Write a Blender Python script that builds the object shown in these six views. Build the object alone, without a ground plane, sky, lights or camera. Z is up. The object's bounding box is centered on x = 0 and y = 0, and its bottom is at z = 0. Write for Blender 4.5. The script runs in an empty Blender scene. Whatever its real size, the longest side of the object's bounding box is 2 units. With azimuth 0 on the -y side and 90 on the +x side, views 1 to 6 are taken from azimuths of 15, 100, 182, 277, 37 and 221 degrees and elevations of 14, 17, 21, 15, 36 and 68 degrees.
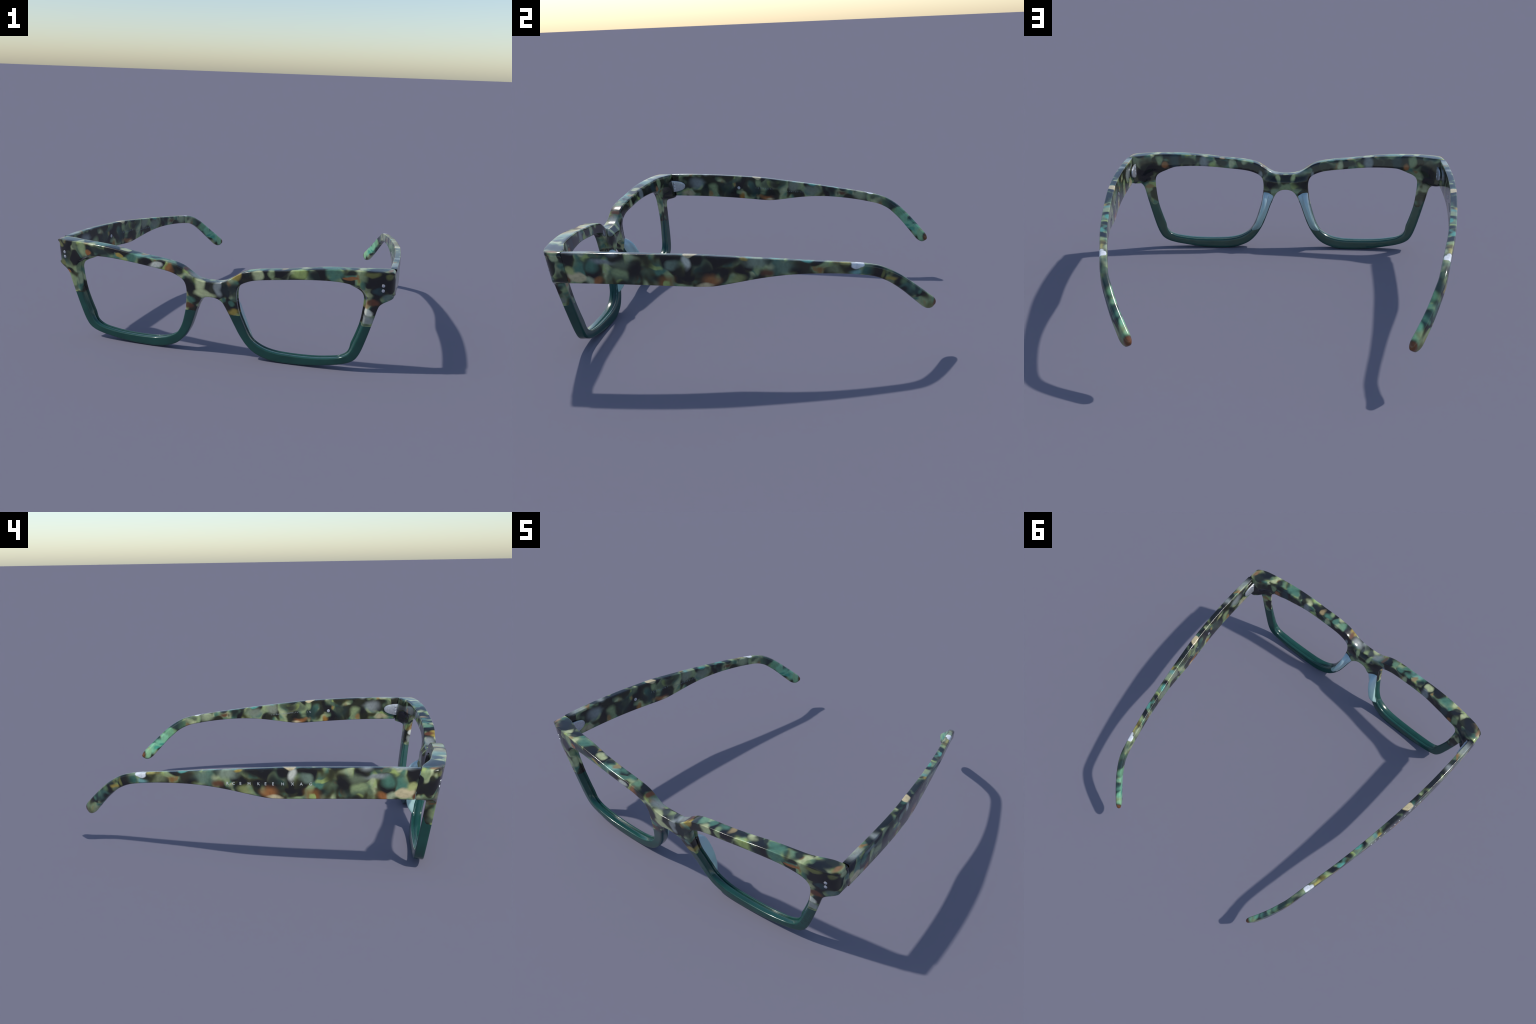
"""Two-tone acetate eyeglass frame: mottled green tortoise brow and temples,
solid dark-green lower rims, clear nose pads, metal hinges, rivets, lettering."""
import bpy, bmesh, math
import numpy as np
from mathutils import Vector
from mathutils.geometry import delaunay_2d_cdt

# ----------------------------------------------------------------- helpers
def smooth(a, b, t):
    t = np.clip((np.asarray(t, float) - a) / (b - a), 0, 1)
    return t * t * (3 - 2 * t)

def catmull(P, n, closed=False):
    """centripetal Catmull-Rom through control points, resampled evenly to n points"""
    P = np.asarray(P, float)
    Q = np.vstack([P[-1], P, P[:2]]) if closed else np.vstack([2 * P[0] - P[1], P, 2 * P[-1] - P[-2]])
    out = []
    for i in range(1, len(Q) - 2):
        p0, p1, p2, p3 = Q[i - 1:i + 3]
        d1, d2, d3 = [max(np.linalg.norm(b - a), 1e-9) ** .5 for a, b in ((p0, p1), (p1, p2), (p2, p3))]
        t0, t1 = 0, d1
        t2 = t1 + d2
        t3 = t2 + d3
        t = np.linspace(t1, t2, 40, endpoint=False)[:, None]
        A1 = (t1 - t) / (t1 - t0) * p0 + (t - t0) / (t1 - t0) * p1
        A2 = (t2 - t) / (t2 - t1) * p1 + (t - t1) / (t2 - t1) * p2
        A3 = (t3 - t) / (t3 - t2) * p2 + (t - t2) / (t3 - t2) * p3
        B1 = (t2 - t) / (t2 - t0) * A1 + (t - t0) / (t2 - t0) * A2
        B2 = (t3 - t) / (t3 - t1) * A2 + (t - t1) / (t3 - t1) * A3
        out.append((t2 - t) / (t2 - t1) * B1 + (t - t1) / (t2 - t1) * B2)
    C = np.vstack(out + [Q[-2][None]])
    s = np.concatenate([[0], np.cumsum(np.linalg.norm(np.diff(C, axis=0), axis=1))])
    u = np.linspace(0, s[-1], n + 1)[:-1] if closed else np.linspace(0, s[-1], n)
    return np.stack([np.interp(u, s, C[:, k]) for k in range(C.shape[1])], 1)

def loop_normals(L):
    """inward normal (to the left) of a closed counter-clockwise loop"""
    T = np.roll(L, -1, 0) - np.roll(L, 1, 0)
    N = np.stack([-T[:, 1], T[:, 0]], 1)
    for _ in range(2):
        N = (np.roll(N, 1, 0) + 2 * N + np.roll(N, -1, 0)) / 4
    return N / np.linalg.norm(N, axis=1)[:, None]

def inside(poly, pts):
    x, y = pts[:, 0], pts[:, 1]
    r = np.zeros(len(pts), bool)
    a = poly
    b = np.roll(poly, -1, 0)
    for (x1, y1), (x2, y2) in zip(a, b):
        c = (y1 > y) != (y2 > y)
        if y1 != y2:
            r ^= c & (x < (x2 - x1) * (y - y1) / (y2 - y1) + x1)
    return r

def new_object(name, mesh, parent, mat):
    ob = bpy.data.objects.new(name, mesh)
    bpy.context.scene.collection.objects.link(ob)
    ob.parent = parent
    if mat:
        mesh.materials.append(mat)
    return ob

def mesh_from(name, V, F, angle=40):
    me = bpy.data.meshes.new(name)
    me.from_pydata([tuple(map(float, v)) for v in V], [], [tuple(int(i) for i in f) for f in F])
    bm = bmesh.new()
    bm.from_mesh(me)
    bmesh.ops.recalc_face_normals(bm, faces=bm.faces)
    bm.to_mesh(me)
    bm.free()
    me.shade_smooth()
    me.set_sharp_from_angle(angle=math.radians(angle))
    return me

def ring_faces(rings, n, closed_ring=True):
    F = []
    for k in range(rings - 1):
        for i in range(n if closed_ring else n - 1):
            j = (i + 1) % n
            F.append((k * n + i, k * n + j, (k + 1) * n + j, (k + 1) * n + i))
    return F

# --------------------------------------------------------------- materials
class Nodes:
    def __init__(self, name):
        self.mat = bpy.data.materials.new(name)
        self.mat.use_nodes = True
        self.t = self.mat.node_tree
        self.bsdf = self.t.nodes['Principled BSDF']
        self.obj = self.t.nodes.new('ShaderNodeTexCoord').outputs['Object']

    def put(self, sock, v):
        if hasattr(v, 'is_output'):
            self.t.links.new(v, sock)
        elif v is not None:
            sock.default_value = v

    def vec(self, op, a, b=None, c=None):
        n = self.t.nodes.new('ShaderNodeVectorMath')
        n.operation = op
        for i, v in enumerate((a, b, c)):
            self.put(n.inputs[i], v)
        return n.outputs['Value' if op in ('LENGTH', 'DOT_PRODUCT', 'DISTANCE') else 'Vector']

    def math(self, op, a, b=None, clamp=False):
        n = self.t.nodes.new('ShaderNodeMath')
        n.operation = op
        n.use_clamp = clamp
        self.put(n.inputs[0], a)
        self.put(n.inputs[1], b)
        return n.outputs[0]

    def noise(self, vec, scale, detail=2, rough=.5, distort=0, color=False):
        n = self.t.nodes.new('ShaderNodeTexNoise')
        self.put(n.inputs['Vector'], vec)
        n.inputs['Scale'].default_value = scale
        n.inputs['Detail'].default_value = detail
        n.inputs['Roughness'].default_value = rough
        n.inputs['Distortion'].default_value = distort
        return n.outputs['Color' if color else 'Fac']

    def voronoi(self, vec, scale, smoothness=None, out='Color'):
        n = self.t.nodes.new('ShaderNodeTexVoronoi')
        if smoothness is not None:
            n.feature = 'SMOOTH_F1'
            n.inputs['Smoothness'].default_value = smoothness
        self.put(n.inputs['Vector'], vec)
        n.inputs['Scale'].default_value = scale
        return n.outputs[out]

    def ramp(self, fac, stops, interp='LINEAR'):
        n = self.t.nodes.new('ShaderNodeValToRGB')
        e = n.color_ramp.elements
        n.color_ramp.interpolation = interp
        while len(e) < len(stops):
            e.new(1)
        for el, (p, c) in zip(e, stops):
            el.position = p
            el.color = (*c, 1) if len(c) == 3 else c
        self.put(n.inputs[0], fac)
        return n.outputs[0]

    def range(self, v, a, b, lo=0, hi=1):
        n = self.t.nodes.new('ShaderNodeMapRange')
        n.interpolation_type = 'SMOOTHSTEP'
        for i, x in enumerate((v, a, b, lo, hi)):
            self.put(n.inputs[i], x)
        return n.outputs[0]

    def mix(self, f, a, b):
        n = self.t.nodes.new('ShaderNodeMix')
        n.data_type = 'RGBA'
        self.put(n.inputs[0], f)
        self.put(n.inputs[6], (*a, 1) if isinstance(a, tuple) else a)
        self.put(n.inputs[7], (*b, 1) if isinstance(b, tuple) else b)
        return n.outputs[2]

    def sep(self, v):
        n = self.t.nodes.new('ShaderNodeSeparateXYZ')
        self.put(n.inputs[0], v)
        return n.outputs

    def bump(self, h, strength, dist):
        n = self.t.nodes.new('ShaderNodeBump')
        n.inputs['Strength'].default_value = strength
        n.inputs['Distance'].default_value = dist
        self.put(n.inputs['Height'], h)
        self.put(self.bsdf.inputs['Normal'], n.outputs[0])

    def set(self, **kw):
        for k, v in kw.items():
            self.put(self.bsdf.inputs[k.replace('_', ' ')], v)

DARK, NAVY = (.010, .010, .010), (.012, .014, .017)
TEAL, AQUA = (.078, .20, .14), (.20, .44, .35)
SAGE, PALE = (.28, .36, .17), (.49, .54, .29)
CREAM, WHITE = (.66, .68, .58), (.88, .91, .95)
OLIVE, LIME = (.16, .17, .05), (.36, .46, .14)
AMBER, ORANGE = (.40, .30, .06), (.36, .14, .04)
BROWN, GREY = (.13, .045, .02), (.27, .30, .29)
MOSS, PEACH = (.085, .12, .07), (.66, .55, .32)

def tortoise(name, patches, soft, scale, mirror, dark_bias):
    """dark acetate with clouds of sage, teal, cream and amber; `patches` are
    (centre, radii, colour, softness) blobs that sit at known spots"""
    m = Nodes(name)
    p = m.obj
    if mirror:
        p = m.vec('ABSOLUTE', p)
        q = m.vec('MULTIPLY', m.obj, (1, 1, 1))
        s = m.t.nodes.new('ShaderNodeSeparateXYZ')
        m.put(s.inputs[0], q)
        c = m.t.nodes.new('ShaderNodeCombineXYZ')
        m.put(c.inputs[0], m.math('ABSOLUTE', s.outputs[0]))
        m.put(c.inputs[1], s.outputs[1])
        m.put(c.inputs[2], s.outputs[2])
        p = c.outputs[0]
    wob = m.vec('SUBTRACT', m.noise(p, 15, .6, .5, 0, True), (.5, .5, .5))
    pd = m.vec('MULTIPLY_ADD', wob, (.04, .04, .04), p)

    def cloud(k, sc, lo, hi, top=1.0):
        return m.range(m.noise(m.vec('ADD', pd, (3.1 * k, 1.7 * k, 5.3 * k)), sc, .4, .5, .2), lo, hi, 0, top)
    light = m.mix(cloud(1, scale, .40, .60), TEAL, SAGE)
    light = m.mix(cloud(2, scale * 1.1, .50, .66, .9), light, PALE)
    light = m.mix(cloud(3, scale * .9, .52, .68, .8), light, MOSS)
    light = m.mix(cloud(4, scale * 1.2, .60, .70, .9), light, LIME)
    light = m.mix(cloud(5, scale * 1.3, .65, .75, .75), light, (.34, .17, .05))
    n = m.noise(pd, scale, .7, .5, .35)
    a = .5 + dark_bias
    cover = m.range(n, a - soft, a + soft)
    warm = m.mix(cloud(6, scale, .45, .6), (.062, .066, .022), (.040, .066, .042))
    deep = m.mix(cloud(7, scale, .4, .65), DARK, (.024, .026, .014))
    col = m.mix(m.range(cover, .0, .55), deep, warm)
    col = m.mix(m.range(cover, .3, 1), col, light)
    pw = m.vec('MULTIPLY_ADD', wob, (.012, .05, .05) if mirror else (.045, .03, .045), p)
    for c, r, rgb, sf in patches:
        inv = tuple(1 / x for x in r)
        off = tuple(-x / y for x, y in zip(c, r))
        d = m.vec('LENGTH', m.vec('MULTIPLY_ADD', pw, inv, off))
        col = m.mix(m.range(d, 1 + sf * 1.3, max(1 - sf * 1.3, .1), 0, .93), col, rgb)
    col = m.mix(m.range(m.noise(pd, 45, 2, .6), .3, .8, 0, .25), col, DARK)
    m.set(Base_Color=col, Roughness=.16, IOR=1.49, Coat_Weight=.15, Coat_Roughness=.06)
    m.bump(m.noise(p, 70, 2), .05, .004)
    return m.mat

def front_patch(x, z, rx, rz, rgb, sf=.3, dy=0.0):
    y = front_y(x, z)
    return ((x, y + dy, z), (rx, .032, rz), rgb, sf)

def top_patch(x, rx, rgb, sf=.3):
    z = float(np.interp(abs(x), TOP_X, TOP_Z))
    return [((s * x, front_y(x, z) + .042, z + .008), (rx, .034, .016), rgb, sf) for s in (1, -1)]

def back_patch(x, z, rx, rz, rgb, sf=.3):
    return [((s * x, front_y(x, z) + .08, z), (rx, .03, rz), rgb, sf) for s in (1, -1)]

def side_patch(y, z, ry, rz, rgb, sf=.4, inner=False):
    x = float(outer_x(y)) - (.0355 if inner else 0)
    return ((x, y, z), (.020, ry, rz), rgb, sf)

# ------------------------------------------------------------ front profile
# right half of the outer outline (x, z) from bridge top round to bridge bottom
OUTER_HALF = [(0, .461), (.045, .463), (.074, .470), (.102, .483), (.135, .504), (.168, .525), (.208, .540),
              (.293, .555), (.412, .567), (.472, .575), (.557, .586), (.657, .595), (.756, .599), (.85, .600),
              (.94, .598), (.972, .5965), (.983, .593), (.9885, .584), (.9905, .55), (.9905, .50), (.990, .459),
              (.985, .4465), (.966, .434), (.941, .4215), (.921, .405), (.911, .382), (.899, .337), (.885, .287),
              (.861, .205), (.838, .135), (.822, .099), (.802, .070), (.770, .049), (.72, .033), (.655, .021),
              (.60, .012), (.50, .0025), (.43, 0), (.36, .002), (.303, .012), (.240, .038), (.197, .075),
              (.152, .14), (.121, .21), (.098, .27), (.071, .33), (.060, .348), (.042, .362), (.02, .369), (0, .3705)]
LENS = [(.28, .499), (.375, .510), (.47, .520), (.55, .526), (.64, .529), (.72, .5255), (.775, .515), (.815, .500),
        (.841, .479), (.853, .452), (.855, .42), (.849, .355), (.838, .29), (.82, .23), (.80, .175), (.781, .13),
        (.757, .0985), (.72, .078), (.66, .0655), (.596, .0575), (.508, .0535), (.42, .054), (.36, .058), (.30, .071),
        (.252, .094), (.224, .117), (.196, .166), (.175, .225), (.159, .28), (.149, .34), (.145, .385), (.148, .42),
        (.157, .444), (.175, .463), (.20, .477), (.235, .490)]
TOP_X = [p[0] for p in OUTER_HALF[:18]]
TOP_Z = [p[1] for p in OUTER_HALF[:18]]

def end_bend(ax):
    """front face curls back towards the temples at its outer ends"""
    return .020 * np.clip((ax - .895) / .09, 0, 1) ** 2

def front_y(x, z):
    """front face: gentle wrap around the head plus pantoscopic tilt"""
    ax = np.abs(x)
    sweep = .027 * smooth(.37, .12, z) * smooth(.82, .22, ax)      # lower nose side leans back
    return -.9085 + .0941 * x * x - .1655 * z + sweep - .011 * smooth(.33, .38, z) * smooth(.18, .04, ax) + end_bend(ax)

def depth(x, z):
    """front-to-back thickness: slim lower rims, thicker brow, hinge block at the ends"""
    x = np.abs(x)
    t = .056 - .006 * smooth(.60, .80, x) + .012 * smooth(.26, .46, z) * smooth(.86, .70, x) + .016 * smooth(.47, .52, z) * smooth(.70, .86, x)
    t = t + .012 * smooth(.5, .75, x) * smooth(.49, .53, z)
    t = t + .027 * smooth(.475, .42, z) * smooth(.29, .36, z) * smooth(.16, .05, x)   # nose saddle
    arc = .421 + .054 * np.clip((.935 - x) / .102, 0, 1.4) ** 1.6
    block = smooth(-.004, .012, z - arc) * smooth(.81 + .06 * smooth(.56, .46, z), .957, x)
    rim_end = .105 - end_bend(x) - t
    return t + rim_end * block

def place(P, s, e=None):
    """2D outline point -> 3D at depth fraction s (0 front, 1 back)"""
    x, z = P[:, 0], P[:, 1]
    d = depth(x, z)
    return np.stack([x - .013 * x / .85 * s * (1 - smooth(.93, .98, np.abs(x))), front_y(x, z) + d * s, z], 1)

def build_front():
    N = 620
    half = catmull(OUTER_HALF, N // 2 + 1)
    left = half[1:-1][::-1] * [-1, 1]
    outer = np.vstack([half, left])[::-1]                  # counter-clockwise
    lens_r = catmull(LENS, 300, True)[::-1]
    lens_l = (lens_r * [-1, 1])[::-1]
    V, F, caps = [], [], {0: [], 1: []}

    def wall(loop, profile, sign):
        """profile: function(loop, normals) -> list of (2D loop, s array)"""
        rows = profile(loop, loop_normals(loop) * sign)
        n = len(loop)
        base = len(V)
        for L2, s in rows:
            V.extend(place(L2, s))
        F.extend([tuple(base + i for i in f) for f in ring_faces(len(rows), n)])
        caps[0].append((rows[0][0], base))
        caps[1].append((rows[-1][0], base + (len(rows) - 1) * n))

    def outer_profile(L, Nn):
        d = depth(L[:, 0], L[:, 1])
        side = smooth(.94, .985, np.abs(L[:, 0])) * smooth(.90, .995, np.abs(Nn[:, 0]))
        rf = .006 + .026 * side
        rb = .0065 - .004 * side
        low = smooth(.30, .15, L[:, 1])
        rf = rf + .001 * low
        rows = []
        for a in np.linspace(0, math.pi / 2, 5):
            rows.append((L + Nn * (rf * (1 - math.sin(a)))[:, None], rf * (1 - math.cos(a)) / d))
        for f in (.4, .7):
            rows.append((L.copy(), (rf + (d - rf - rb) * f) / d))
        for a in np.linspace(math.pi / 2, 0, 5):
            rows.append((L + Nn * (rb * (1 - math.sin(a)))[:, None], 1 - rb * (1 - math.cos(a)) / d))
        return rows

    def inner_profile(L, Nn):
        d = depth(L[:, 0], L[:, 1])
        r = .006
        g = .0065                                            # lens groove
        rows = []
        lip = -.006 * smooth(.44, .51, L[:, 1])[:, None] - .0125 * smooth(.70, .80, np.abs(L[:, :1])) * smooth(.10, .16, L[:, 1:])     # back of the brow hangs a little lower
        for a in np.linspace(0, math.pi / 2, 4):
            rows.append((L + Nn * (r * (1 - math.sin(a))), r * (1 - math.cos(a)) / d))
        for f, o in ((.40, .001), (.60, .0025), (.63, .004), (.68, g), (.74, g), (.78, .001), (.80, 0)):
            rows.append((L + Nn * (o + lip * f), np.full(len(L), f)))
        for a in np.linspace(math.pi / 2, 0, 4):
            rows.append((L + Nn * (r * (1 - math.sin(a)) + lip), 1 - r * (1 - math.cos(a)) / d))
        return rows

    wall(outer, outer_profile, 1)
    wall(lens_r, inner_profile, -1)
    wall(lens_l, inner_profile, -1)
    for side in (0, 1):
        loops = caps[side]
        pts, edges, glob = [], [], []
        for L2, b in loops:
            o = len(pts)
            n = len(L2)
            pts += [Vector(p) for p in L2]
            edges += [(o + i, o + (i + 1) % n) for i in range(n)]
            glob += [b + i for i in range(n)]
        allp = np.array([tuple(p) for p in pts])
        h = .0085
        gx, gz = np.meshgrid(np.arange(-1, 1, h), np.arange(0, .62, h * .9))
        gx[::2] += h / 2
        G = np.stack([gx.ravel(), gz.ravel()], 1)
        ok = inside(loops[0][0], G) & ~inside(loops[1][0], G) & ~inside(loops[2][0], G)
        G = G[ok]
        dist = np.min(np.linalg.norm(G[:, None] - allp[None], axis=2), axis=1)
        G = G[dist > .0055]
        nb = len(pts)
        base = len(V)
        V.extend(place(G, np.full(len(G), float(side))))
        glob += [base + i for i in range(len(G))]
        res = delaunay_2d_cdt(pts + [Vector(p) for p in G], edges, [], 0, 1e-7)
        ov, _, of, orig = res[0], res[1], res[2], res[3]
        cen = np.array([np.mean([tuple(ov[i]) for i in f], axis=0) for f in of])
        keep = inside(loops[0][0], cen) & ~inside(loops[1][0], cen) & ~inside(loops[2][0], cen)
        for f, k in zip(of, keep):
            if k and all(len(orig[i]) for i in f):
                F.append(tuple(glob[orig[i][0]] for i in f))
    return np.array(V), F

def seam_height(v):
    """lamination line between mottled brow sheet and green rim; dips on the back"""
    x, y, z = abs(v.x), v.y, v.z
    s = (y - front_y(x, z)) / float(depth(x, z))
    lateral = .281 + .024 * s * float(smooth(.4, 1, s)) * (abs((x - .858 + .02 * s) / .03)) ** 2
    nose = .271 + .03 * float(smooth(.6, 1, s))
    k = float(smooth(.4, .6, x))
    return nose * (1 - k) + min(lateral, .32) * k

def split_front(root, mat_brow, mat_rim):
    V, F = build_front()
    me = bpy.data.meshes.new('whole_front')
    me.from_pydata([tuple(map(float, v)) for v in V], [], F)
    bm = bmesh.new()
    bm.from_mesh(me)
    bmesh.ops.remove_doubles(bm, verts=bm.verts, dist=1e-6)
    bmesh.ops.recalc_face_normals(bm, faces=bm.faces)
    shift = {}
    for v in bm.verts:                                       # straighten the seam, cut, undo
        shift[v] = seam_height(v.co)
        v.co.z -= shift[v]
    cut = bmesh.ops.bisect_plane(bm, geom=bm.verts[:] + bm.edges[:] + bm.faces[:], plane_co=(0, 0, 0),
                                 plane_no=(0, 0, 1), dist=1e-6)
    low = {f.index: False for f in bm.faces}
    bm.faces.index_update()
    flags = [f.calc_center_median().z < 0 for f in bm.faces]
    for v in bm.verts:
        if v in shift:
            v.co.z += shift[v]
        else:
            c = v.co.copy()
            for _ in range(4):
                c.z = v.co.z + seam_height(c)
            v.co.z = c.z
    bm.to_mesh(me)
    bm.free()
    me.shade_smooth()
    me.set_sharp_from_angle(angle=math.radians(50))
    cn = np.zeros(len(me.loops) * 3, np.float32)
    me.corner_normals.foreach_get('vector', cn)
    cn = cn.reshape(-1, 3)
    co = [v.co.copy() for v in me.vertices]
    groups = {'brow_frame': [], 'lower_rim': [], 'lower_rim.001': []}
    for p in me.polygons:
        key = 'brow_frame' if not flags[p.index] else ('lower_rim' if p.center.x > 0 else 'lower_rim.001')
        groups[key].append(p)
    for key, polys in groups.items():
        ids, fv, nrm = {}, [], []
        for p in polys:
            fv.append([ids.setdefault(i, len(ids)) for i in p.vertices])
            nrm += [tuple(map(float, cn[l])) for l in p.loop_indices]
        m2 = bpy.data.meshes.new(key)
        m2.from_pydata([tuple(co[i]) for i in ids], [], fv)
        m2.shade_smooth()
        m2.normals_split_custom_set(nrm)
        new_object(key.split('.')[0], m2, root, mat_brow if key == 'brow_frame' else mat_rim)
    bpy.data.meshes.remove(me)

# ----------------------------------------------------------------- temples
PLAN_Y = [-.95, -.749, -.574, -.379, -.191, .036, .218, .406, .52, .655, .754, .788, .872, .948, 1.02]
PLAN_X = [.993, .9885, .983, .971, .951, .917, .885, .846, .818, .784, .757, .743, .698, .645, .588]
_plan = catmull(np.stack([PLAN_Y, PLAN_X], 1), 400)

def outer_x(y):
    return np.interp(y, _plan[:, 0], _plan[:, 1])

# paired points on the upper and lower edge: (y_top, z_top, y_bottom, z_bottom)
TEMPLE_EDGES = [(-.8085, .5955, -.784, .441), (-.70, .596, -.70, .440), (-.52, .592, -.526, .436), (-.333, .5845, -.346, .428),
                (-.20, .578, -.21, .420), (-.12, .573, -.13, .4155), (-.06, .567, -.075, .415), (0, .561, -.027, .420),
                (.09, .552, .053, .432), (.17, .544, .141, .445), (.25, .536, .229, .454), (.33, .527, .316, .458),
                (.40, .519, .395, .457), (.53, .505, .525, .448), (.64, .491, .63, .434), (.685, .4825, .670, .427),
                (.730, .470, .703, .418), (.774, .4495, .738, .403), (.820, .4205, .775, .382), (.882, .369, .835, .332),
                (.942, .312, .894, .272), (.988, .266, .940, .223)]

def build_temple(sign):
    E = catmull(TEMPLE_EDGES, 170)
    T, B = E[:, :2], E[:, 2:]
    # rounded tip: slide on along the direction of the tail while shrinking
    d = np.array([.70, -.714])
    mid = (T[-1] + B[-1]) / 2
    half = (T[-1] - B[-1]) / 2
    tipT, tipB, tipS = [], [], []
    for a in np.linspace(0, math.pi / 2, 12)[1:]:
        c = mid + d * .046 * math.sin(a)
        k = max(math.cos(a) ** .62, .02)
        tipT.append(c + half * k)
        tipB.append(c - half * k)
        tipS.append(max(math.cos(a) ** .55, .05))
    shrink = np.concatenate([np.ones(len(T)), tipS])
    T = np.vstack([T, tipT])
    B = np.vstack([B, tipB])
    # first ring: small chamfer of the butt end
    cs = []
    n_arc = 6
    V = []
    for i in range(len(T)):
        h = np.linalg.norm(T[i] - B[i])
        y_mid = (T[i][0] + B[i][0]) / 2
        w = (.0355 + .000 * float(smooth(.3, .7, y_mid))) * shrink[i]
        tail = float(smooth(.35, .75, y_mid))
        r = min((.0055 + .0075 * tail), w * .49, h * .49)
        ring = []
        for cx, cz, a0 in ((w - r, h - r, 0), (r, h - r, 90), (r, r, 180), (w - r, r, 270)):
            for k in range(n_arc):
                a = math.radians(a0 + 90 * k / (n_arc - 1))
                ring.append((cx + r * math.cos(a), cz + r * math.sin(a)))
        for u, v in ring:                       # u: 0 inner .. w outer, v: 0 bottom .. h top
            yz = B[i] + (T[i] - B[i]) * v / max(h, 1e-6)
            y = yz[0]
            sl = (float(outer_x(y + .01)) - float(outer_x(y - .01))) / .02
            nl = math.hypot(1, sl)
            full = .0355
            inset = (full - w) / 2 + (w - u)
            V.append((sign * (float(outer_x(y)) - inset / nl), y + inset * sl / nl, yz[1]))
    n = 4 * n_arc
    F = ring_faces(len(T), n)
    F.append(tuple(range(n)))
    F.append(tuple((len(T) - 1) * n + i for i in range(n)))
    return mesh_from('temple', V, F, 45)

# ------------------------------------------------------------ smaller parts
def nose_pad(sign):
    """clear pad on the back of the nose rim: (z, ridge_y) along its height"""
    ridge = catmull([(.356, -.918), (.347, -.888), (.332, -.862), (.308, -.841), (.278, -.827), (.246, -.817),
                     (.205, -.810), (.175, -.809), (.150, -.814), (.130, -.825), (.116, -.837), (.106, -.850)], 40)
    R = list(reversed(OUTER_HALF[38:]))
    oz = [p[1] for p in R][::-1]
    ox = [p[0] for p in R][::-1]
    nose = sorted([(z, x) for x, z in OUTER_HALF[39:48]])
    lens = sorted([(z, x) for x, z in LENS[23:31]])
    V = []
    n = 24
    for z, yr in ridge:
        xn = float(np.interp(z, [a for a, _ in nose], [b for _, b in nose])) + .004
        xl = float(np.interp(z, [a for a, _ in lens], [b for _, b in lens])) - .004
        sh = .013 / .85
        yb = front_y(.5 * (xn + xl), z) + float(depth(.15, z)) - .012
        yr = max(yr, yb + .010)
        pr = yr - yb
        k = float(smooth(.36, .2, z))
        ctrl = [(xl, yb), (xl - .001, yb + pr * .55), (xl - .006, yb + pr * .92), (xl - .015, yr),
                (xl - .024 - .008 * (1 - k), yb + pr * .93), (.5 * (xl + xn) - .004, yb + pr * .66 + .002),
                (xn + .004, yb + min(pr * .42, .026)), (xn, yb)]
        c = catmull(ctrl, n)
        for x, y in c:
            V.append((sign * x * (1 - sh * .5), y, z))
    F = ring_faces(len(ridge), n)
    F += [tuple(range(n)), tuple((len(ridge) - 1) * n + i for i in range(n))]
    return mesh_from('nose_pad', V, F, 60)

def rounded_plate(outline, x0, x1, r, sign):
    """plate standing in the y-z plane between x0 and x1, edges rounded by r"""
    L = np.array(outline)
    if np.sum(L[:, 0] * np.roll(L[:, 1], -1) - np.roll(L[:, 0], -1) * L[:, 1]) < 0:
        L = L[::-1]
    Nn = loop_normals(L)
    rows = []
    for a in np.linspace(0, math.pi / 2, 4):
        rows.append((L + Nn * r * (1 - math.sin(a)), x0 + r * (1 - math.cos(a))))
    for a in np.linspace(math.pi / 2, 0, 4):
        rows.append((L + Nn * r * (1 - math.sin(a)), x1 - r * (1 - math.cos(a))))
    V = [(sign * x, p[0], p[1]) for Lr, x in rows for p in Lr]
    n = len(L)
    F = ring_faces(len(rows), n)
    F += [tuple(range(n)), tuple((len(rows) - 1) * n + i for i in range(n))]
    return V, F

def hinge(sign):
    tongue = catmull([(-.835, .470), (-.835, .551), (-.80, .552), (-.765, .549), (-.735, .542), (-.717, .530),
                      (-.7115, .516), (-.718, .499), (-.737, .486), (-.765, .477), (-.80, .471)], 70, True)
    V, F = rounded_plate(tongue, .9385, .9495, .003, sign)
    foot = catmull([(-.825, .473), (-.825, .497), (-.75, .505), (-.735, .500), (-.745, .488), (-.765, .479)], 40, True)
    V2, F2 = rounded_plate(foot, .948, .9600, .001, sign)
    b = len(V)
    V += V2
    F += [tuple(b + i for i in f) for f in F2]
    # knuckle barrels beside the joint
    for z0, z1 in ((.484, .503), (.506, .520), (.523, .541)):
        b = len(V)
        rr = [(0, z0), (.0065, z0), (.0075, z0 + .001), (.0075, z1 - .001), (.0065, z1), (0, z1)]
        for r, z in rr:
            for k in range(16):
                a = math.tau * k / 16
                V.append((sign * (.9395 + max(r, 1e-5) * .55 * math.cos(a)), -.793 + max(r, 1e-5) * math.sin(a), z))
        F += [tuple(b + i for i in f) for f in ring_faces(len(rr), 16)]
    return mesh_from('hinge', V, F, 40)

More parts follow.
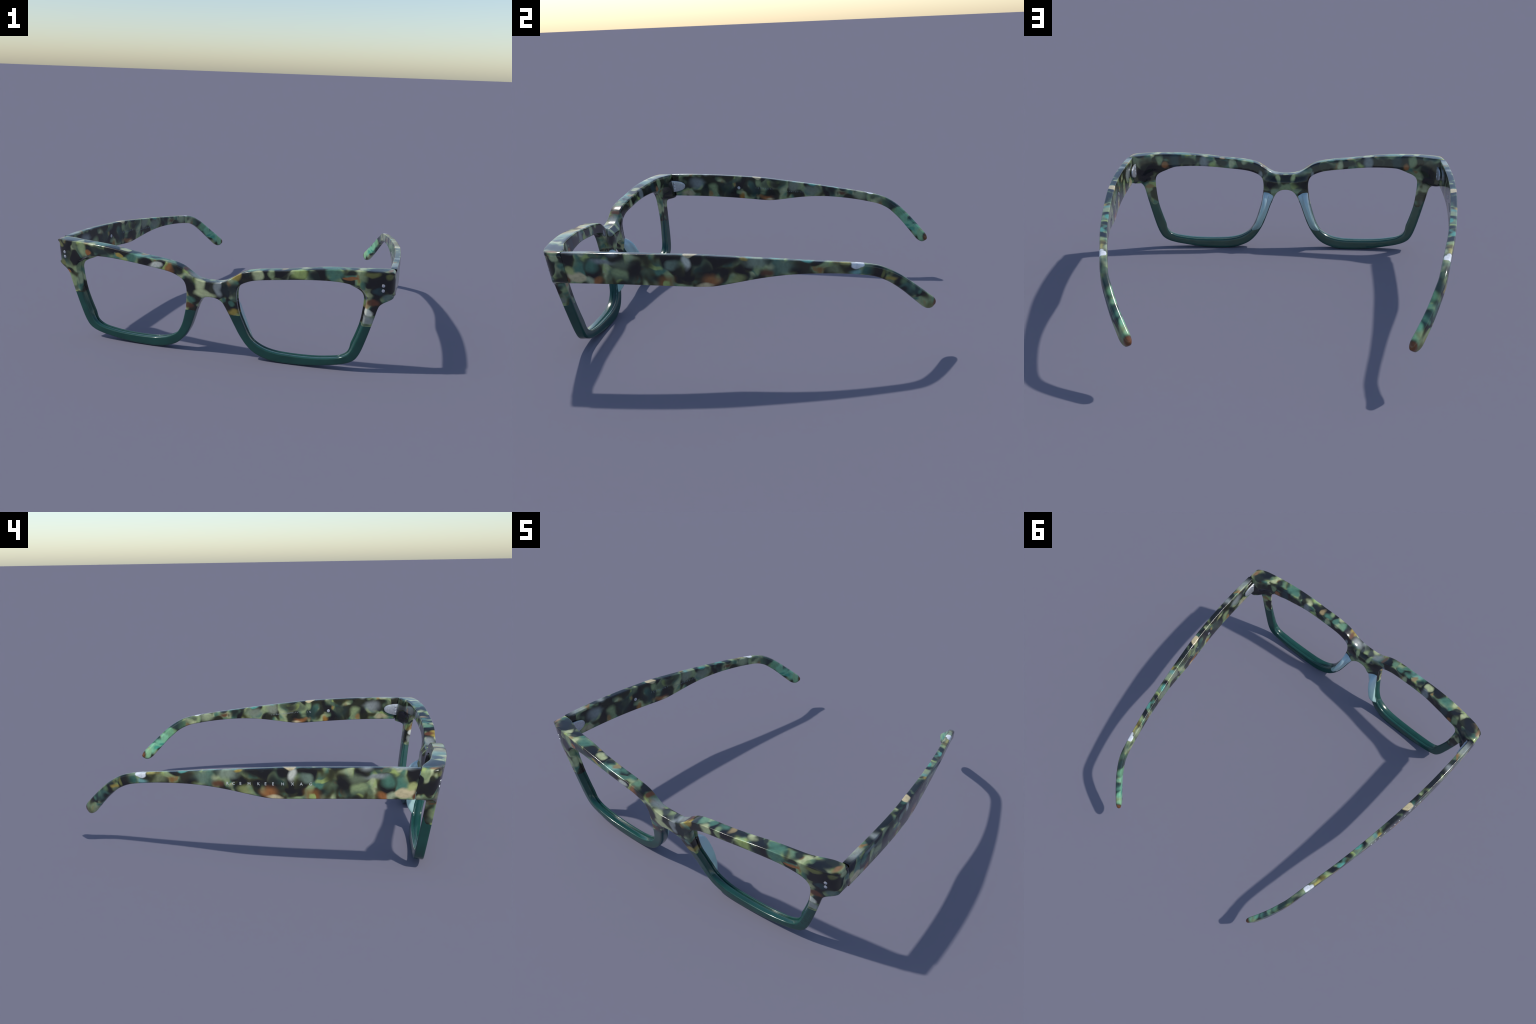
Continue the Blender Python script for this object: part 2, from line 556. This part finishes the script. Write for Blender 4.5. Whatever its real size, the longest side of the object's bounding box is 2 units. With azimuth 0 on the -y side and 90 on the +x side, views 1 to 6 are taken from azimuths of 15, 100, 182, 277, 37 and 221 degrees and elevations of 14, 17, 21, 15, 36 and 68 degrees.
def stud(centre, axis, radius, height):
    """domed rivet head; axis is its outward direction"""
    ax = Vector(axis).normalized()
    q = Vector((0, 0, 1)).rotation_difference(ax)
    V = []
    prof = [(1, -.6), (1, .45), (.93, .75), (.75, .93), (.4, 1.0), (.02, 1.02)]
    for r, h in prof:
        for k in range(28):
            a = math.tau * k / 28
            V.append(tuple(Vector(centre) + q @ Vector((r * radius * math.cos(a), r * radius * math.sin(a), h * height))))
    F = ring_faces(len(prof), 28)
    F += [tuple(range(28)), tuple((len(prof) - 1) * 28 + i for i in range(28))]
    return mesh_from('rivet', V, F, 50)

def letters(text, size, spots, side, face, z_of, lift=.0006, thick=.0012, squash=1.0):
    """letters standing on the temple; spots = list of y, one per character.
    side +1/-1: which temple; face +1 outer, -1 inner"""
    V, F = [], []
    reading = -1 if side * face < 0 else 1                   # direction of reading along y
    for ch, y0 in zip(text, spots):
        cu = bpy.data.curves.new('glyph', 'FONT')
        cu.body = ch
        cu.size = size / .70
        cu.align_x = 'CENTER'
        cu.resolution_u = 2
        cu.extrude = .5
        ob = bpy.data.objects.new('glyph', cu)
        bpy.context.scene.collection.objects.link(ob)
        dg = bpy.context.evaluated_depsgraph_get()
        gm = bpy.data.meshes.new_from_object(ob.evaluated_get(dg))
        b = len(V)
        for v in gm.vertices:
            y = y0 + reading * v.co.x * squash
            sl = (float(outer_x(y + .01)) - float(outer_x(y - .01))) / .02
            inset = 0 if face > 0 else .0355
            x = float(outer_x(y)) - inset * math.hypot(1, sl) + face * (lift + v.co.z * thick)
            V.append((side * x, y, z_of(y) + v.co.y - size / 2))
        F += [tuple(b + i for i in p.vertices) for p in gm.polygons]
        bpy.data.objects.remove(ob)
        bpy.data.curves.remove(cu)
        bpy.data.meshes.remove(gm)
    return mesh_from('lettering', V, F, 30)

# ----------------------------------------------------------------- assembly
def main():
    # hand-set blotches that catch the eye; everything else is cloud noise
    fp = [front_patch(*a) for a in [
        (.50, .552, .050, .030, LIME), (.485, .582, .055, .011, AQUA), (.600, .560, .050, .040, DARK),
        (.69, .572, .045, .035, TEAL), (.765, .585, .03, .014, DARK), (.768, .552, .040, .012, ORANGE, .15),
        (.832, .572, .027, .030, SAGE), (.835, .515, .018, .022, TEAL), (.92, .53, .075, .075, DARK, .6),
        (.88, .582, .035, .012, OLIVE), (.965, .568, .026, .018, OLIVE), (.915, .487, .030, .022, (.02, .05, .055)),
        (.885, .421, .032, .018, BROWN), (.965, .456, .030, .018, (.12, .18, .15)), (.90, .385, .02, .02, DARK),
        (.868, .362, .028, .020, CREAM, .2), (.862, .320, .030, .021, GREY, .3), (.852, .290, .03, .010, MOSS),
        (.01, .43, .07, .05, DARK), (-.057, .44, .026, .045, PALE), (-.03, .385, .055, .020, PALE), (.048, .43, .020, .05, GREY),
        (.112, .42, .05, .04, (.02, .03, .03)), (.125, .345, .02, .018, TEAL), (.13, .290, .03, .022, AMBER, .4),
        (.19, .53, .05, .03, DARK), (.150, .508, .026, .026, AMBER), (.275, .528, .034, .032, PALE, .2),
        (.35, .545, .018, .025, SAGE), (.40, .545, .04, .02, DARK),
        (-.125, .43, .045, .05, DARK), (-.12, .345, .025, .018, TEAL), (-.13, .295, .028, .018, BROWN),
        (-.80, .562, .028, .035, SAGE), (-.765, .538, .018, .016, ORANGE, .2), (-.92, .51, .07, .07, DARK, .6),
        (-.965, .572, .022, .020, OLIVE), (-.948, .452, .022, .020, OLIVE), (-.69, .562, .07, .03, (.018, .028, .026)),
        (-.735, .593, .02, .010, PALE), (-.555, .552, .024, .016, AMBER, .2), (-.515, .525, .03, .013, LIME),
        (-.470, .548, .042, .030, TEAL), (-.400, .562, .05, .012, AQUA), (-.385, .535, .035, .025, DARK),
        (-.325, .522, .045, .018, CREAM, .25), (-.240, .506, .022, .030, ORANGE, .3), (-.19, .51, .04, .03, DARK),
        (-.885, .350, .022, .035, SAGE), (-.880, .305, .022, .02, MOSS), (-.905, .40, .012, .009, ORANGE)]]
    for a in [(.525, .032, PALE, .2), (.585, .032, NAVY, .2), (.67, .050, TEAL), (.775, .030, NAVY, .2),
              (.825, .016, PALE, .25), (.90, .05, NAVY), (.455, .032, NAVY), (.405, .018, (.33, .25, .12)),
              (.35, .030, TEAL), (.285, .026, TEAL), (.235, .024, (.16, .30, .18)), (.185, .022, NAVY), (.145, .016, BROWN),
              (.085, .05, GREY, .5), (.02, .02, (.06, .07, .07))]:
        fp += top_patch(*a)
    for a in [(.968, .013, (.30, .17, .08), .4)]:
        fp += top_patch(*a)
    for a in [(.90, .50, .09, .09, DARK, .3), (.70, .56, .03, .05, (.02, .05, .055)), (.76, .535, .018, .02, ORANGE),
              (.795, .57, .02, .03, SAGE), (.62, .55, .05, .04, DARK), (.52, .55, .025, .04, GREY), (.475, .535, .022, .02, LIME),
              (.41, .54, .045, .03, DARK), (.345, .53, .022, .03, PALE), (.25, .51, .07, .03, DARK), (.10, .42, .06, .06, DARK),
              (.05, .44, .018, .035, SAGE), (0, .38, .04, .02, SAGE), (.175, .47, .015, .02, GREY), (.865, .32, .02, .04, (.07, .08, .08))]:
        fp += back_patch(*a)
    for sx in (1, -1):
        fp.append(((sx * .925, -.845, .602), (.050, .045, .018), NAVY, .3))
        fp.append(((sx * .970, -.862, .602), (.014, .020, .018), (.30, .17, .08), .4))
    brow = tortoise('mottled_acetate_front', fp, .075, 13, False, .0)

    sp = [side_patch(*a) for a in [
        (-.735, .476, .040, .027, PEACH, .2), (-.765, .512, .026, .020, (.45, .48, .18), .3), (-.785, .455, .02, .016, BROWN),
        (-.678, .462, .024, .024, (.42, .48, .30)), (-.635, .463, .026, .020, ORANGE), (-.66, .535, .030, .024, TEAL),
        (-.60, .555, .060, .013, GREY, .5), (-.52, .493, .030, .028, SAGE), (-.50, .545, .045, .022, (.16, .20, .12), .6),
        (-.44, .50, .045, .05, DARK, .5), (-.30, .446, .040, .026, (.25, .10, .02), .6), (-.292, .444, .018, .014, LIME, .2),
        (-.265, .528, .028, .020, (.17, .24, .18), .4), (-.195, .55, .024, .034, CREAM, .4), (-.10, .50, .05, .05, DARK, .6),
        (-.075, .447, .036, .028, ORANGE, .5), (-.10, .424, .040, .012, PEACH, .4), (.02, .54, .05, .03, DARK, .6),
        (.045, .45, .035, .016, (.25, .28, .10), .5), (.135, .528, .055, .020, (.24, .30, .22), .5), (.08, .547, .025, .008, AMBER, .4),
        (.19, .478, .025, .02, BROWN, .5), (.27, .50, .05, .03, (.16, .24, .17), .6), (.36, .50, .03, .03, (.04, .035, .02), .5),
        (.44, .478, .028, .018, (.26, .12, .03), .5), (.51, .475, .035, .028, (.20, .23, .12), .5),
        (.618, .490, .036, .020, WHITE, .12), (.61, .452, .03, .014, (.20, .42, .40), .4), (.665, .455, .022, .03, (.02, .11, .09), .4),
        (.715, .44, .045, .045, DARK, .4), (.74, .435, .010, .026, OLIVE, .4), (.78, .41, .025, .012, AMBER, .4),
        (.85, .345, .06, .03, (.06, .15, .12), .5), (.83, .33, .03, .02, DARK, .4), (.915, .29, .03, .012, DARK, .4), (.965, .235, .03, .02, OLIVE, .4)]]
    sp += [side_patch(*a, True) for a in [
        (-.69, .46, .045, .022, (.45, .40, .24), .3), (-.62, .53, .05, .03, GREY, .6), (-.55, .50, .035, .03, DARK, .5),
        (-.50, .50, .03, .03, SAGE, .5), (-.40, .50, .04, .05, (.02, .035, .03), .5), (-.285, .445, .018, .022, (.35, .17, .03), .5),
        (-.20, .48, .04, .05, (.02, .05, .045), .6), (-.165, .545, .022, .030, SAGE, .4), (-.105, .435, .036, .016, ORANGE, .5),
        (-.08, .425, .025, .012, PEACH, .5), (-.04, .53, .05, .04, DARK, .6), (.09, .525, .04, .03, (.24, .27, .2), .5),
        (.22, .50, .05, .03, (.2, .24, .18), .6), (.36, .50, .03, .03, DARK, .5), (.43, .49, .03, .02, BROWN, .5),
        (.56, .475, .05, .024, (.28, .33, .2), .5), (.65, .47, .02, .02, MOSS, .4), (.73, .43, .035, .02, (.10, .20, .10), .4),
        (.80, .385, .035, .022, (.22, .36, .18), .4), (.80, .385, .035, .03, (.20, .36, .16), .4)]]
    def edge_patch(y, ry, rgb, sf=.2):
        z = float(np.interp(y, [e[0] for e in TEMPLE_EDGES], [e[1] for e in TEMPLE_EDGES]))
        return ((float(outer_x(y)) - .019, y, z + .008), (.035, ry, .0135), rgb, sf)
    sp += [edge_patch(*a) for a in [
        (-.72, .05, GREY, .5), (-.62, .04, NAVY), (-.55, .03, GREY, .5), (-.40, .10, NAVY, .3), (-.24, .035, TEAL, .4),
        (-.178, .036, PEACH, .15), (-.04, .11, NAVY, .12), (.115, .03, (.16, .36, .32), .3), (.165, .02, NAVY, .3),
        (.25, .055, (.09, .34, .27), .2), (.31, .02, NAVY, .3), (.37, .03, (.10, .34, .28), .25), (.44, .035, NAVY, .3),
        (.52, .03, (.16, .12, .03), .4), (.57, .03, (.62, .55, .16), .3), (.628, .028, WHITE, .1)]]
    sp += [((.728, .70, .49), (.05, .04, .02), (.03, .06, .055), .4), ((.70, .80, .436), (.05, .09, .03), (.025, .05, .045), .4),
           ((.65, .92, .335), (.05, .09, .03), (.03, .075, .065), .4), ((.590, .998, .236), (.05, .018, .026), (.20, .07, .02), .4),
           ((.590, .992, .205), (.05, .020, .018), (.02, .013, .01), .4)]
    for y, z, r, rgb in [(.815, .378, .036, (.17, .40, .22)), (.85, .345, .038, (.22, .52, .31)), (.885, .312, .038, (.20, .54, .33)),
                         (.92, .280, .036, (.22, .55, .33)), (.952, .252, .030, (.28, .56, .30))]:
        sp.append(((float(outer_x(y)) - .040, y, z), (.022, r, r), rgb, .22))
    for y, z in ((.865, .308), (.90, .276)):
        sp.append(((float(outer_x(y)) - .040, y, z), (.022, .028, .014), (.06, .36, .25), .4))
    arm = tortoise('mottled_acetate_temple', sp, .125, 13, True, .025)

    g = Nodes('green_acetate')
    gn = g.noise(g.obj, 9, 3)
    g.set(Base_Color=g.ramp(gn, [(.3, (.008, .054, .043)), (.7, (.012, .073, .058))]), Roughness=.17, IOR=1.49,
          Coat_Weight=.2, Coat_Roughness=.06)
    g.bump(g.noise(g.obj, 60, 2), .05, .004)

    c = Nodes('clear_acetate')
    z = c.sep(c.vec('MULTIPLY_ADD', c.vec('SUBTRACT', c.noise(c.obj, 14, 2, .5, 0, True), (.5, .5, .5)), (.05, .05, .05), c.obj))
    c.set(Base_Color=c.ramp(c.range(z[2], .10, .36), [(0, (.36, .54, .52)), (.35, (.48, .72, .67)), (.65, (.52, .74, .73)), (1, (.55, .74, .79))]),  # blue-to-teal reflections in the clear pad painted as a height gradient
          Roughness=.12, IOR=1.49, Transmission_Weight=.12, Coat_Weight=.3)

    s = Nodes('steel')
    s.set(Base_Color=s.ramp(s.noise(s.obj, 90, 2), [(.3, (.50, .52, .55)), (.7, (.64, .66, .70))]), Metallic=.6, Roughness=.32)

    w = Nodes('silver_print')
    w.set(Base_Color=w.ramp(w.noise(w.obj, 120, 2), [(.35, (.42, .46, .45)), (.65, (.74, .77, .78))]), Roughness=.4)
    w2 = Nodes('faded_print')
    w2.set(Base_Color=w2.ramp(w2.noise(w2.obj, 90, 2), [(.35, (.16, .20, .20)), (.7, (.36, .42, .42))]), Roughness=.45)

    root = bpy.data.objects.new('eyeglasses', None)
    bpy.context.scene.collection.objects.link(root)
    root['label'] = 'mottled green tortoise eyeglass frame with dark green lower rims'
    root['category'] = 'eyeglasses'

    split_front(root, brow, g.mat)
    for sign in (1, -1):
        t = new_object('temple', build_temple(sign), root, arm)
        new_object('hinge', hinge(sign), root, s.mat)
        new_object('nose_pad', nose_pad(sign), root, c.mat)
        for z0 in (.5225, .494):
            y = front_y(.934, z0)
            new_object('rivet', stud((sign * .934, y, z0), (sign * .17, -1, -.16), 0.0088, .0018), root, s.mat)
        yd, zd = -.312, .501
        new_object('rivet', stud((sign * (float(outer_x(yd)) - .036), yd, zd), (-sign, -.1, 0), .0105, .0012), t, s.mat)
        if sign < 0:
            spots = [.137, .105, .069, .024, -.024, -.060, -.098, -.147, -.196, -.239, -.285]
            o = new_object('lettering', letters('RCEMKEEHXAG', .0148, spots, -1, 1, lambda y: .487 - .055 * y), t, w.mat)
            small = 'ICEMKEHI'
            ys = np.linspace(-.185, -.06, len(small))
            new_object('lettering', letters(small, .011, ys, -1, -1, lambda y: .499 - .03 * (y + .1)), t, w2.mat)
            small = 'ETHIEHNIEHTHE'
            ys = np.linspace(-.005, .155, len(small))
            new_object('lettering', letters(small, .007, ys, -1, -1, lambda y: .483), t, w2.mat)
        else:
            small = 'ITTEHPIHMEHNMFLPLT'
            ys = np.linspace(.096, -.10, len(small))
            new_object('lettering', letters(small, .009, ys, 1, -1, lambda y: .487 - .085 * y), t, w2.mat)
            new_object('lettering', letters('IN', .013, [-.16, -.18], 1, -1, lambda y: .495), t, w2.mat)

main()
